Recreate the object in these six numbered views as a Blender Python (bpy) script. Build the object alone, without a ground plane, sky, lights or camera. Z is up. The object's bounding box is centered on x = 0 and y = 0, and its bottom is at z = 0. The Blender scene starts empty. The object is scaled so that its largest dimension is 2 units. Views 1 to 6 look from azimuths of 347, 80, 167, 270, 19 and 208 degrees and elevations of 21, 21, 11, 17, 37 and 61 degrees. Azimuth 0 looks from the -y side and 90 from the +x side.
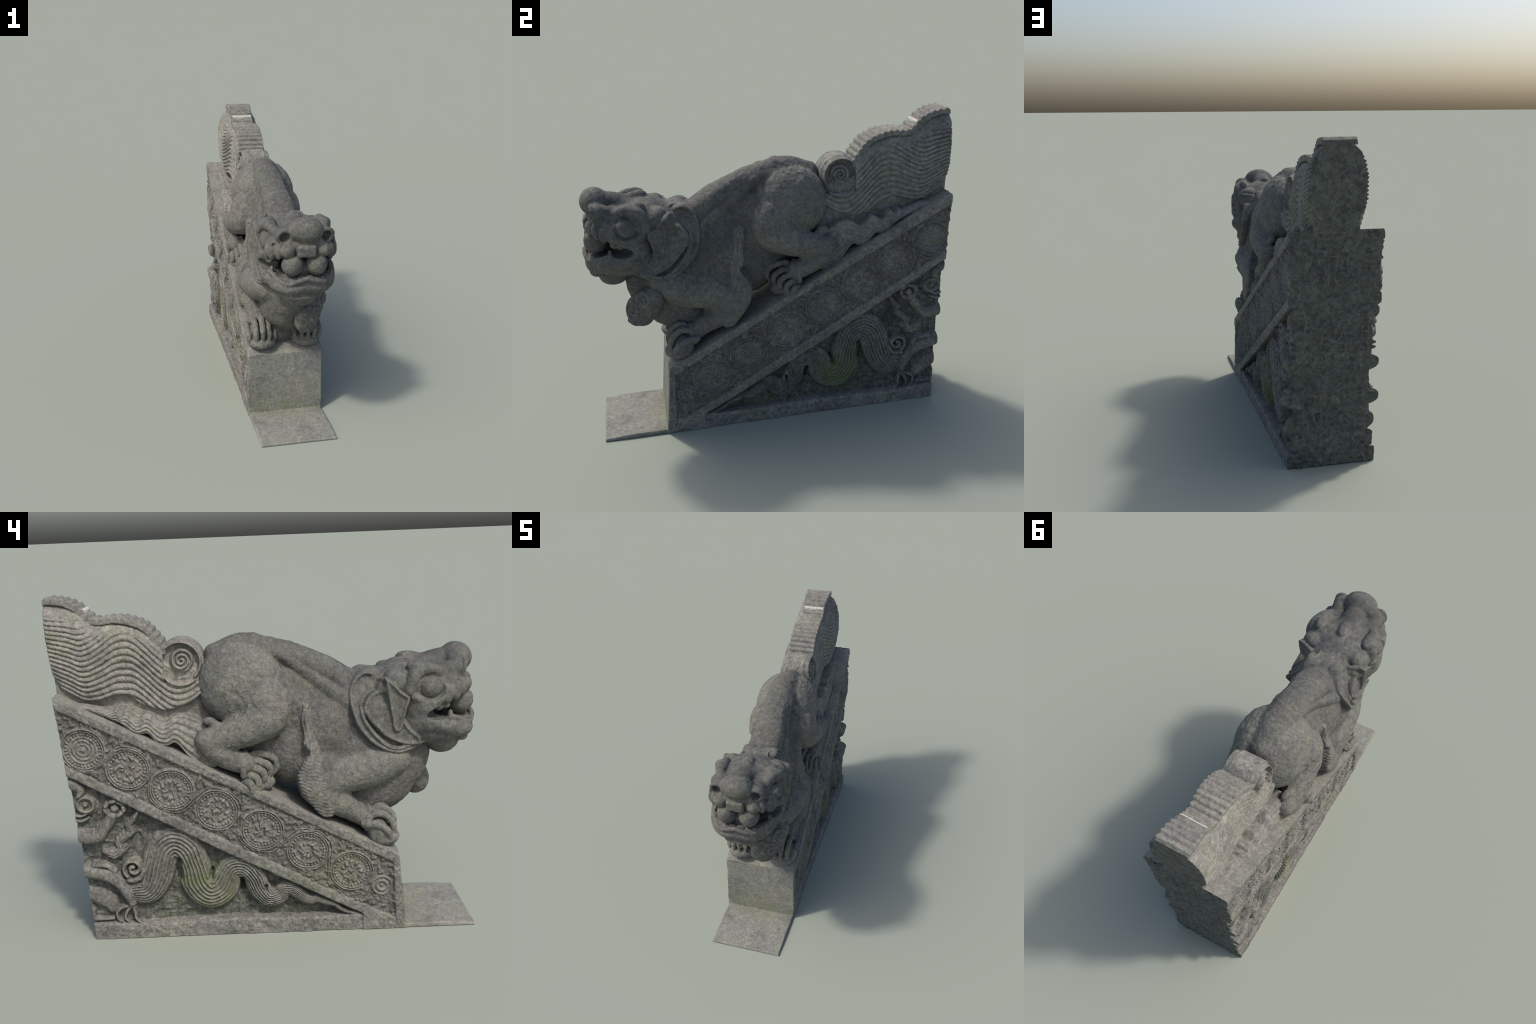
# Carved stone stair-side lion: a balustrade block with relief panels, a crouching lion
# on its slope, a flame-shaped tail behind it and a thin apron slab in front.
# The lion, tail and head are modelled as blended solids (distance fields of ellipsoids,
# tapered limbs and plates) and skinned; the panels are carved as relief over a plane.
import bpy, math
import numpy as np

f32 = np.float32

# ------------------------------------------------------------------ small helpers
def spline(pts, n=12, closed=False):
    """Catmull-Rom through control points of any dimension."""
    p = np.asarray(pts, float)
    q = np.vstack([p[-1:], p, p[:2]]) if closed else np.vstack([2*p[0]-p[1], p, 2*p[-1]-p[-2]])
    segs = len(p) if closed else len(p)-1
    t = np.linspace(0, 1, n, endpoint=False)[:, None]
    out = []
    for i in range(segs):
        a, b, c, d = q[i:i+4]
        out.append(.5*(2*b+(c-a)*t+(2*a-5*b+4*c-d)*t*t+(3*b-a-3*c+d)*t**3))
    out = np.vstack(out)
    return out if closed else np.vstack([out, p[-1:]])

def sm(x, a, b):
    t = np.clip((x-a)/(b-a), 0, 1)
    return t*t*(3-2*t)

def hashf(i, j, k, s):
    h = (i*374761393 + j*668265263 + k*2147483647 + s*974634721) & 0xffffffff
    h = ((h ^ (h >> 13))*1274126177) & 0xffffffff
    return ((h ^ (h >> 16)) & 0xffff)/32767.5-1

def noise3(p, freq, seed=0):
    """Smooth value noise in -1..1 on an (n,3) array."""
    q = p*freq+100.3
    i = np.floor(q).astype(np.int64); w = q-i; w = w*w*(3-2*w)
    r = 0
    for dx in (0, 1):
        for dy in (0, 1):
            for dz in (0, 1):
                wt = (w[:, 0] if dx else 1-w[:, 0])*(w[:, 1] if dy else 1-w[:, 1])*(w[:, 2] if dz else 1-w[:, 2])
                r = r+wt*hashf(i[:, 0]+dx, i[:, 1]+dy, i[:, 2]+dz, seed)
    return r

def poly_dist(X, Y, pts):
    """Unsigned distance to an open polyline, with parameter (0..n-1) and signed side."""
    best = np.full(np.broadcast(X, Y).shape, 9., f32); par = np.zeros_like(best); side = np.zeros_like(best)
    for i in range(len(pts)-1):
        ax, ay = pts[i]; bx, by = pts[i+1]
        dx, dy = bx-ax, by-ay
        L2 = dx*dx+dy*dy+1e-12
        t = np.clip(((X-ax)*dx+(Y-ay)*dy)/L2, 0, 1)
        ex, ey = X-ax-t*dx, Y-ay-t*dy
        d = np.sqrt(ex*ex+ey*ey)
        m = d < best
        best = np.where(m, d, best); par = np.where(m, i+t, par)
        side = np.where(m, np.sign(dx*ey-dy*ex), side)
    return best, par, side

def outline_sdf(X, Y, pts):
    """Signed distance to a closed outline (negative inside)."""
    p = np.vstack([pts, pts[:1]])
    d, _, _ = poly_dist(X, Y, p)
    ins = np.zeros(d.shape, bool)
    for (ax, ay), (bx, by) in zip(p[:-1], p[1:]):
        if ay == by: continue
        c = ((ay > Y) != (by > Y)) & (X < (bx-ax)*(Y-ay)/(by-ay)+ax)
        ins ^= c
    return np.where(ins, -d, d).astype(f32)

# ------------------------------------------------------------------ blended solids
class Solid:
    """Mirror-symmetric distance field; lateral coordinate a = |x|."""
    def __init__(s, amax, lo, hi, h):
        s.h = h
        s.A = ((np.arange(int(amax/h))+.5)*h).astype(f32)
        s.Y = np.arange(lo[0], hi[0], h).astype(f32)
        s.Z = np.arange(lo[1], hi[1], h).astype(f32)
        s.f = np.full((len(s.A), len(s.Y), len(s.Z)), .25, f32)
        s.lab = np.zeros(s.f.shape, np.int16)
        s.names = []; s.cur = 0
    def part(s, name, paired=False, own=True):
        """Following solids belong to this part."""
        s.names.append((name, paired)); s.cur = len(s.names)-1
    def block(s, lo, hi):
        sl = []
        for ax, l, u in zip((s.A, s.Y, s.Z), lo, hi):
            i = int(np.searchsorted(ax, l)); j = int(np.searchsorted(ax, u))
            sl.append(slice(i, max(j, i)))
        sl = tuple(sl)
        return sl, s.A[sl[0]][:, None, None], s.Y[sl[1]][None, :, None], s.Z[sl[2]][None, None, :]
    def add(s, sl, d, k):
        f = s.f[sl]
        if f.size == 0: return
        s.lab[sl] = np.where(d < f, s.cur, s.lab[sl])
        if k > 0:
            w = np.clip(.5+.5*(f-d)/k, 0, 1)
            s.f[sl] = f+(d-f)*w-k*w*(1-w)
        else:
            s.f[sl] = np.minimum(f, d)
    def cut(s, sl, d, k):
        f = s.f[sl]
        if f.size == 0: return
        w = np.clip(.5-.5*(f+d)/k, 0, 1)
        s.f[sl] = f+(-d-f)*w+k*w*(1-w)
    def d_ell(s, c, r, k, rot=None):
        c = np.asarray(c, float); r = np.asarray(r if np.ndim(r) else [r]*3, float)
        m = (max(r) if rot is not None else r)+k+5*s.h
        sl, A, Y, Z = s.block(c-m, c+m)
        x, y, z = A-c[0], Y-c[1], Z-c[2]
        if rot is not None:
            R = rot
            x, y, z = (R[0][0]*x+R[1][0]*y+R[2][0]*z, R[0][1]*x+R[1][1]*y+R[2][1]*z, R[0][2]*x+R[1][2]*y+R[2][2]*z)
        r = r.astype(f32)
        k0 = np.sqrt((x/r[0])**2+(y/r[1])**2+(z/r[2])**2)
        k1 = np.sqrt((x/r[0]**2)**2+(y/r[1]**2)**2+(z/r[2]**2)**2)
        return sl, (k0*(k0-1)/np.maximum(k1, 1e-4)).astype(f32)
    def ell(s, c, r, k=.02, rot=None): s.add(*s.d_ell(c, r, k, rot), k)
    def dig(s, c, r, k=.01, rot=None): s.cut(*s.d_ell(c, r, k, rot), k)
    def d_limb(s, pts, k, n=6, smooth=True):
        p = spline(pts, n) if smooth else np.asarray(pts, float)
        m = p[:, 3].max()+k+5*s.h
        sl, A, Y, Z = s.block(p[:, :3].min(0)-m, p[:, :3].max(0)+m)
        d = np.full(np.broadcast(A, Y, Z).shape, 9., f32)
        for u, v in zip(p[:-1], p[1:]):
            e = (v-u)[:3]; L2 = e@e+1e-12
            t = np.clip(((A-u[0])*e[0]+(Y-u[1])*e[1]+(Z-u[2])*e[2])/L2, 0, 1)
            q = np.sqrt((A-u[0]-t*e[0])**2+(Y-u[1]-t*e[1])**2+(Z-u[2]-t*e[2])**2)-(u[3]+t*(v[3]-u[3]))
            np.minimum(d, q, out=d)
        return sl, d
    def limb(s, pts, k=.02, n=6, smooth=True): s.add(*s.d_limb(pts, k, n, smooth), k)
    def ridge(s, pts, w, depth, n=6):
        """Raise (depth > 0) or carve (depth < 0) a soft line along a 3D path."""
        p = [(*q, 0.) for q in pts]
        sl, d = s.d_limb(p, 2.5*w, n)
        s.f[sl] -= depth*np.exp(-(d/w)**2)
    def plate(s, outline, mid, thick, k=.01, edge=.01, n=8, lo=.0, hi=.4, cut=False):
        """Slab whose outline lies in the side plane; mid and thick may be functions of (y, z)."""
        o = spline(outline, n, True) if n else np.asarray(outline, float)
        m = k+5*s.h
        sl, A, Y, Z = s.block((lo, *(o.min(0)-m)), (hi, *(o.max(0)+m)))
        o2 = outline_sdf(Y[0], Z[0], o)[None]
        md = mid(Y[0], Z[0])[None] if callable(mid) else mid
        th = thick(Y[0], Z[0], o2[0])[None] if callable(thick) else thick
        q = np.abs(A-md)-th
        w = np.clip(.5+.5*(q-o2)/edge, 0, 1)
        d = (o2+(q-o2)*w+edge*w*(1-w)).astype(f32)
        (s.cut if cut else s.add)(sl, d, k)
    def skin(s, relief=None):
        """Naive surface nets over the mirrored field -> verts, quads, face part index, face side."""
        f = np.concatenate([s.f[::-1], s.f]); lab = np.concatenate([s.lab[::-1], s.lab])
        X = np.concatenate([-s.A[::-1], s.A])
        neg = f < 0
        nx, ny, nz = f.shape
        cnt = np.zeros((nx-1, ny-1, nz-1), np.int8)
        for dx in (0, 1):
            for dy in (0, 1):
                for dz in (0, 1):
                    cnt += neg[dx:nx-1+dx, dy:ny-1+dy, dz:nz-1+dz]
        I, J, K = np.nonzero((cnt > 0) & (cnt < 8))
        idx = np.full(cnt.shape, -1, np.int32); idx[I, J, K] = np.arange(len(I))
        acc = np.zeros((len(I), 3)); num = np.zeros(len(I))
        corners = [(a, b, c) for a in (0, 1) for b in (0, 1) for c in (0, 1)]
        for a in corners:
            for ax in range(3):
                if a[ax]: continue
                b = list(a); b[ax] = 1
                fa = f[I+a[0], J+a[1], K+a[2]]; fb = f[I+b[0], J+b[1], K+b[2]]
                m = (fa < 0) != (fb < 0)
                t = np.where(m, fa/np.where(m, fa-fb, 1), 0)
                q = np.array(a, float)[None].repeat(len(I), 0); q[:, ax] += t
                acc += q*m[:, None]; num += m
        g = acc/num[:, None]
        P = np.stack([X[0]+(I+g[:, 0])*s.h, s.Y[0]+(J+g[:, 1])*s.h, s.Z[0]+(K+g[:, 2])*s.h], 1)
        L = lab[np.clip(np.round(I+g[:, 0]).astype(int), 0, nx-1), np.round(J+g[:, 1]).astype(int), np.round(K+g[:, 2]).astype(int)]
        quads = []
        for ax in range(3):
            u, v = [(1, 2), (2, 0), (0, 1)][ax]
            s0 = [slice(None)]*3; s1 = [slice(None)]*3
            s0[ax] = slice(0, -1); s1[ax] = slice(1, None)
            n0, n1 = neg[tuple(s0)], neg[tuple(s1)]
            e = np.array(np.nonzero(n0 != n1)).T
            e = e[(e[:, u] > 0) & (e[:, v] > 0) & (e[:, u] < f.shape[u]-1) & (e[:, v] < f.shape[v]-1)]
            def at(du, dv):
                c = e.copy(); c[:, u] -= du; c[:, v] -= dv
                return idx[c[:, 0], c[:, 1], c[:, 2]]
            q = np.stack([at(1, 1), at(0, 1), at(0, 0), at(1, 0)], 1)
            flip = ~n0[e[:, 0], e[:, 1], e[:, 2]]
            q[flip] = q[flip][:, ::-1]
            quads.append(q)
        Q = np.vstack(quads)
        return P, Q, L[Q[:, 0]]

def vnormals(P, Q):
    fn = np.cross(P[Q[:, 2]]-P[Q[:, 0]], P[Q[:, 3]]-P[Q[:, 1]])
    n = np.zeros_like(P)
    for k in range(4):
        for c in range(3):
            n[:, c] += np.bincount(Q[:, k], fn[:, c], len(P))
    return n/np.maximum(np.linalg.norm(n, axis=1), 1e-12)[:, None]

def relax(P, Q, it=1, w=.5):
    for _ in range(it):
        s = np.zeros_like(P); c = np.zeros(len(P))
        for a, b in ((0, 1), (1, 2), (2, 3), (3, 0)):
            for i, j in ((a, b), (b, a)):
                for x in range(3):
                    s[:, x] += np.bincount(Q[:, i], P[Q[:, j], x], len(P))
                c += np.bincount(Q[:, i], minlength=len(P))
        P = P+w*(s/np.maximum(c, 1)[:, None]-P)
    return P

def mesh_object(name, P, Q, mat, parent, normals=None):
    me = bpy.data.meshes.new(name)
    me.vertices.add(len(P)); me.vertices.foreach_set("co", P.astype(f32).ravel())
    n = len(Q)
    me.loops.add(4*n); me.loops.foreach_set("vertex_index", Q.astype(np.int32).ravel())
    me.polygons.add(n); me.polygons.foreach_set("loop_start", np.arange(0, 4*n, 4, dtype=np.int32))
    me.polygons.foreach_set("use_smooth", np.ones(n, bool))
    me.update(calc_edges=True)
    if normals is not None:
        me.normals_split_custom_set_from_vertices(normals.astype(f32))
    me.materials.append(mat)
    ob = bpy.data.objects.new(name, me)
    bpy.context.scene.collection.objects.link(ob)
    ob.parent = parent
    return ob

def split_parts(P, Q, N, key, info, root):
    """One smooth skin cut into named objects; borders coincide and keep the whole skin's normals.
    info: key -> (name, material, parent name or None). Parents are made before their sub-parts."""
    made = {}
    for want_child in (False, True):
        for k in np.unique(key):
            name, mat, par = info(int(k))
            if bool(par) != want_child: continue
            q = Q[key == k]
            used = np.unique(q)
            mp = np.full(len(P), -1); mp[used] = np.arange(len(used))
            ob = mesh_object(name, P[used], mp[q], mat, root, N[used])
            made[int(k)] = ob
            if par:
                p = par if not isinstance(par, (int, np.integer)) else made.get(int(par), root)
                ob.parent = p
    return made

# ------------------------------------------------------------------ materials
def stone(name, tint=(1, 1, 1), level=.27, grain=1., bump=.75, moss=None, stain=.5, fine=(90, 260), chip=None, worm=.7):
    m = bpy.data.materials.new(name); m.use_nodes = True
    nt = m.node_tree; nd = nt.nodes; lk = nt.links
    bs = nd["Principled BSDF"]
    bs.inputs["Roughness"].default_value = .82
    bs.inputs["Specular IOR Level"].default_value = .25
    tc = nd.new("ShaderNodeTexCoord")
    def noise(scale, detail=4, rough=.6, vec=None):
        n = nd.new("ShaderNodeTexNoise"); n.inputs["Scale"].default_value = scale
        n.inputs["Detail"].default_value = detail; n.inputs["Roughness"].default_value = rough
        lk.new(vec or tc.outputs["Object"], n.inputs["Vector"]); return n.outputs["Fac"]
    def ramp(src, stops):
        r = nd.new("ShaderNodeValToRGB"); e = r.color_ramp.elements
        while len(e) < len(stops): e.new(.5)
        for el, (pos, c) in zip(e, stops):
            el.position = pos; el.color = (*c, 1) if len(c) == 3 else c
        lk.new(src, r.inputs[0]); return r.outputs[0]
    def mix(a, b, fac, mode="MIX"):
        x = nd.new("ShaderNodeMix"); x.data_type = "RGBA"; x.blend_type = mode
        if isinstance(fac, float): x.inputs[0].default_value = fac
        else: lk.new(fac, x.inputs[0])
        for s, v in ((6, a), (7, b)):
            if isinstance(v, tuple): x.inputs[s].default_value = (*v, 1)
            else: lk.new(v, x.inputs[s])
        return x.outputs[2]
    g = lambda v, w=(1, 1, 1): tuple(level*v*t*q for t, q in zip(tint, (w[0]*.995, w[1], w[2]*.985)))
    # broad weathering: warm grey, greenish grey, violet grey
    base = ramp(noise(5.5, 5, .62), [(.3, g(.74, (1, .985, .96))), (.47, g(1.0)), (.6, g(1.06, (1.03, 1.0, .95))), (.75, g(1.32, (1, 1.0, .95)))])
    hue = ramp(noise(11, 3), [(.38, (1.02, .99, .97)), (.5, (1, 1, .98)), (.63, (.97, 1.01, .93))])
    col = mix(base, hue, 1.0, "MULTIPLY")
    tool = nd.new("ShaderNodeTexNoise"); tool.inputs["Scale"].default_value = fine[0]*.6
    tool.inputs["Detail"].default_value = 4; tool.inputs["Roughness"].default_value = .6; tool.inputs["Distortion"].default_value = worm
    lk.new(tc.outputs["Object"], tool.inputs["Vector"])
    spk = ramp(tool.outputs["Fac"], [(.34, (1-.42*grain,)*3), (.5, (1, 1, 1)), (.66, (1+.42*grain,)*3)])
    col = mix(col, spk, 1.0, "MULTIPLY")
    spk2 = ramp(noise(28, 4, .65), [(.32, (1-.26*grain,)*3), (.5, (1, 1, 1)), (.68, (1+.28*grain,)*3)])
    col = mix(col, spk2, 1.0, "MULTIPLY")
    if stain:
        st = ramp(noise(3.1, 6, .65), [(.5, (0, 0, 0)), (.68, (stain,)*3)])
        col = mix(col, g(.55, (.98, .98, 1.03)), st)
    for c, rad, amt in (moss or []):
        # lichen and moss: a soft ball of growth broken up by noise
        mp = nd.new("ShaderNodeVectorMath"); mp.operation = "DISTANCE"
        ab = nd.new("ShaderNodeVectorMath"); ab.operation = "ABSOLUTE"
        lk.new(tc.outputs["Object"], ab.inputs[0])
        sc = nd.new("ShaderNodeVectorMath"); sc.operation = "MULTIPLY"; sc.inputs[1].default_value = (0, 1, 1)
        lk.new(tc.outputs["Object"], sc.inputs[0])
        lk.new(sc.outputs[0], mp.inputs[0]); mp.inputs[1].default_value = (0, c[0], c[1])
        mr = nd.new("ShaderNodeMapRange"); mr.inputs[1].default_value = rad; mr.inputs[2].default_value = rad*.15
        lk.new(mp.outputs["Value"], mr.inputs[0])
        nm = ramp(noise(16, 5, .7), [(.36, (0, 0, 0)), (.6, (1, 1, 1))])
        mu = nd.new("ShaderNodeMath"); mu.operation = "MULTIPLY"
        lk.new(mr.outputs[0], mu.inputs[0]); lk.new(nm, mu.inputs[1])
        mu2 = nd.new("ShaderNodeMath"); mu2.operation = "MULTIPLY"; mu2.inputs[1].default_value = amt
        lk.new(mu.outputs[0], mu2.inputs[0])
        col = mix(col, (.135, .17, .055), mu2.outputs[0])
    if chip:
        # one narrow pale band right across the crest
        sx = nd.new("ShaderNodeSeparateXYZ"); lk.new(tc.outputs["Object"], sx.inputs[0])
        cp = nd.new("ShaderNodeMath"); cp.operation = "COMPARE"; cp.inputs[1].default_value = chip[0]; cp.inputs[2].default_value = chip[1]
        lk.new(sx.outputs[1], cp.inputs[0])
        cx = nd.new("ShaderNodeMath"); cx.operation = "COMPARE"; cx.inputs[1].default_value = 0; cx.inputs[2].default_value = .069
        lk.new(sx.outputs[0], cx.inputs[0])
        cm = nd.new("ShaderNodeMath"); cm.operation = "MULTIPLY"; lk.new(cp.outputs[0], cm.inputs[0]); lk.new(cx.outputs[0], cm.inputs[1])
        col = mix(col, (.58, .56, .50), cm.outputs[0])
    # convex edges made paler by pointiness, broken up by noise so that they do not run evenly
    ge = nd.new("ShaderNodeNewGeometry")
    worn = ramp(ge.outputs["Pointiness"], [(.515, (0, 0, 0)), (.60, (1, 1, 1))])
    wn = ramp(noise(7, 4, .6), [(.35, (.15,)*3), (.62, (1, 1, 1))])
    wm = nd.new("ShaderNodeMath"); wm.operation = "MULTIPLY"; lk.new(worn, wm.inputs[0]); lk.new(wn, wm.inputs[1])
    wm2 = nd.new("ShaderNodeMath"); wm2.operation = "MULTIPLY"; wm2.inputs[1].default_value = .65; lk.new(wm.outputs[0], wm2.inputs[0])
    col = mix(col, (.34, .33, .30), wm2.outputs[0])
    lk.new(col, bs.inputs["Base Color"])
    # fine tooth of the stone
    a = tool.outputs["Fac"]; b = noise(fine[1], 2, .6)
    ad = nd.new("ShaderNodeMath"); ad.operation = "MULTIPLY_ADD"; ad.inputs[1].default_value = .35
    lk.new(b, ad.inputs[0]); lk.new(a, ad.inputs[2])
    bp = nd.new("ShaderNodeBump"); bp.inputs["Strength"].default_value = bump; bp.inputs["Distance"].default_value = .012
    lk.new(ad.outputs[0], bp.inputs["Height"]); lk.new(bp.outputs[0], bs.inputs["Normal"])
    return m

MAT = {
    "relief": stone("weathered_relief_stone", (1.02, 1.0, .94), .165, moss=[((.33, .22), .24, .95), ((-.28, .22), .2, .3), ((.05, .55), .22, .18)]),
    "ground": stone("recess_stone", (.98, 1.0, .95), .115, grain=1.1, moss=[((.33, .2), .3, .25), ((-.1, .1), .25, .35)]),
    "disc": stone("medallion_stone", (1.02, 1.0, .95), .188, grain=.75, stain=.3, moss=[((-.28, .3), .25, .3)], fine=(110, 260)),  # lightened against a darkened frieze, tinting in relief contrast the unlit side lacks
    "frieze": stone("frieze_ground_stone", (1.03, 1.0, .95), .140, grain=.9, moss=[((-.28, .3), .25, .3)]),
    "rail": stone("rail_stone", (1.02, 1.0, .95), .19, grain=.8, stain=.35, moss=[((-.15, .3), .3, .3)]),
    "block": stone("dressed_stone", (1.0, 1.0, .94), .215, grain=.55, bump=.4, stain=.15, moss=[((-.63, .05), .2, .35)], fine=(125, 260)),
    "rear": stone("rough_hacked_stone", (.97, 1.0, .93), .120, grain=.85, bump=1.0, stain=.1, fine=(58, 180), worm=1.2),
    "body": stone("lion_stone", (1.01, 1.0, .97), .122, grain=.65, stain=.5, fine=(105, 260)),
    "limb": stone("limb_stone", (1.01, 1.0, .94), .162, grain=.65, fine=(105, 260), stain=.3),
    "head": stone("head_stone", (1.0, 1.0, .96), .122, grain=.7, bump=.45, stain=.5),
    "crest": stone("crest_stone", (1.02, 1.0, .94), .215, grain=.6, stain=.2, chip=(.821, .0045)),
    "tail": stone("tail_stone", (1.02, 1.0, .94), .222, grain=.7, stain=.2, moss=[((.99, 1.48), .06, .5)]),
}

root = bpy.data.objects.new("stone_stair_lion", None)
bpy.context.scene.collection.objects.link(root)
root["label"] = "grey carved stone lion crouching on a sloped relief balustrade"
root["category"] = "stone sculpture"

# ================================================================== BALUSTRADE BLOCK
def edge_y(z, s):           # front and back faces lean a little
    return (1-s)*(-.659+.105*z)+s*(.881+.070*z)
TOP = lambda y: .717+.521*y
def panel():
    ns, nt = 610, 380
    s = np.linspace(0, 1, ns)[:, None]; t = np.linspace(0, 1, nt)[None, :]
    z_top_f, z_top_b = TOP(-.614), TOP(.966)
    z = t*((1-s)*z_top_f+s*z_top_b)
    y = edge_y(z, s)
    return y.astype(f32), (z+0*s).astype(f32)

Y, Z = panel()
names = []; lab = np.zeros(Y.shape, np.int16)
def part(n): names.append(n); return len(names)-1
P3 = np.stack([0*Y.ravel(), Y.ravel(), Z.ravel()], 1).astype(float)
def nz(freq, seed): return noise3(P3, freq, seed).reshape(Y.shape).astype(f32)

FLOOR, BAND, RAIL = .166, .236, .240
d = np.full(Y.shape, FLOOR, f32)
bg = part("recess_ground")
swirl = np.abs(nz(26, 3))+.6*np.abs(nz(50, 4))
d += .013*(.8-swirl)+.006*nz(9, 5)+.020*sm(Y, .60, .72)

def put(h, k, part_id, thr=None):
    """Blend a carved form (height field, -9 where absent) on top of the relief."""
    global d
    w = np.clip(.5+.5*(h-d)/k, 0, 1)
    lab[h > d+.0005] = part_id
    d = (d+(h-d)*w+k*w*(1-w)).astype(f32)

def tube2(pts, top, k=.006, pid=0, n=10, flat=.5, groove=0, gd=.004, side_amp=0):
    """Rounded strand in relief: pts rows (y, z, half width); grooves run along it."""
    p = spline(pts, n)
    dist, par, side = poly_dist(Y, Z, p[:, :2])
    w = np.interp(par, np.arange(len(p)), p[:, 2])
    if side_amp:
        w = w*(1+side_amp*np.abs(np.sin(par/n*math.pi*2.2)))
    u = np.clip(dist/w, 0, 1)
    h = FLOOR-.012+(top-FLOOR+.012)*np.where(dist < w, (1-u**2.6)**flat, -9)
    if groove:
        ph = side*dist/w*groove+.16*nz(24, 61)
        h = h+gd*(np.cos(ph*math.pi*2)-.2)*(1-u**4)*np.clip(w/.04, .3, 1)
    put(np.where(dist < w, h, -9), k, pid)

# serpentine dragon body: strands of hair combed along a wave that tapers to the front
body = part("dragon_body")
wave = [(.672, .232, .048), (.612, .236, .062), (.572, .295, .072), (.548, .375, .076), (.520, .452, .076), (.466, .487, .076), (.411, .450, .074),
        (.380, .366, .070), (.361, .275, .072), (.311, .218, .073), (.251, .236, .068), (.216, .300, .060), (.184, .345, .055), (.133, .342, .050),
        (.088, .290, .048), (.064, .228, .044), (.020, .176, .040), (-.034, .186, .038), (-.064, .216, .034), (-.100, .213, .030), (-.138, .184, .026),
        (-.180, .158, .024), (-.220, .162, .021), (-.258, .146, .017), (-.300, .133, .014), (-.335, .104, .012), (-.372, .088, .010), (-.430, .076, .007)]
tube2([(a, b, c*(1.17+.10*(8 <= i <= 20))) for i, (a, b, c) in enumerate(wave)], .224, pid=body, groove=4.8, gd=.0060, flat=.33)
# slots between the bends
for a, b, w in (((.447, .40), (.447, .30), .012), ((.291, .33), (.30, .29), .009), ((.142, .285), (.142, .22), .009), ((.03, .24), (.03, .22), .007), ((-.095, .175), (-.085, .165), .006)):
    dd, _, _ = poly_dist(Y, Z, np.array([a, b])); d = d-.042*np.exp(-(dd/w)**2)

# lower limb with spiral joint, claws, rounded belly
belly = part("dragon_belly")
tube2([(.885, .235, .05), (.845, .215, .058), (.805, .19, .055), (.79, .16, .04)], .222, pid=belly, groove=0)
tube2([(.90, .155, .03), (.90, .12, .03)], .218, pid=belly)
limb_ = part("dragon_limb")
tube2([(.905, .362, .045), (.845, .345, .042), (.785, .325, .042), (.74, .285, .038), (.71, .235, .036), (.690, .185, .026)], .240, pid=limb_)
tube2([(.86, .39, .018), (.80, .385, .018), (.765, .355, .02)], .226, pid=limb_)
claw = part("dragon_claw")
tube2([(.70, .172, .016), (.745, .158, .014), (.772, .13, .012), (.764, .095, .009), (.742, .084, .006)], .222, pid=claw)
tube2([(.695, .168, .014), (.722, .138, .013), (.732, .104, .010), (.716, .082, .006)], .222, pid=claw)
tube2([(.688, .168, .014), (.682, .13, .013), (.678, .098, .011), (.655, .076, .008), (.62, .07, .005)], .222, pid=claw)
tube2([(.93, .105, .022), (.88, .10, .018), (.83, .098, .014), (.79, .10, .008)], .216, pid=claw)
# spiral curl where the strands begin
curl = part("dragon_curl")
sp = []
for i in range(26):
    th = i*.36; r = .050-.0017*i
    sp.append((.672-r*math.cos(th+2.2), .366-r*math.sin(th+2.2)*1.0, .0155-.0001*i))
tube2(sp, .228, pid=curl, n=4)
tube2([(.70, .305, .016), (.672, .303, .019), (.64, .318, .018), (.622, .35, .016)], .226, pid=curl)
# upper limb ending in a ringed knob, with a shaggy tuft beside it
arm = part("dragon_arm")
tube2([(.915, .545, .042), (.870, .532, .044), (.825, .540, .040), (.795, .575, .034), (.768, .612, .034), (.752, .64, .034)], .236, pid=arm)
ring = part("dragon_knob")
for i in range(7):
    th = i/7*2*math.pi+.3
    tube2([(.737+.043*math.cos(th), .677+.036*math.sin(th), .017), (.737+.045*math.cos(th+.45), .677+.038*math.sin(th+.45), .017)], .226, pid=ring, n=3, k=.004)
tube2([(.738, .676, .024), (.735, .676, .024)], .232, pid=ring, n=2)
tuft = part("dragon_tuft")
tube2([(.625, .662, .008), (.650, .622, .016), (.675, .590, .022), (.668, .555, .022), (.700, .532, .026), (.728, .505, .026), (.722, .470, .028), (.757, .442, .032), (.800, .462, .02)], .222, pid=tuft, groove=2.2, gd=.003, side_amp=.22)
# the dragon's head breaks off at the back edge: brow curl, eye in rings, lip folds
face = part("dragon_face")
tube2([(.96, .83, .03), (.92, .80, .034), (.886, .772, .026), (.90, .745, .018)], .228, pid=face)
eye2 = part("dragon_eye")
r = np.hypot(Y-.872, (Z-.700)*1.1)
put(np.where(r < .062, .208+.012*np.cos(r/.062*math.pi*3.2)+.008*(r < .026)*(1-(r/.026)**2), -9), .004, eye2)
for zz in (.655, .630):
    tube2([(.95, zz, .012), (.90, zz-.012, .012), (.862, zz+.004, .007)], .216, pid=face)

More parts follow.
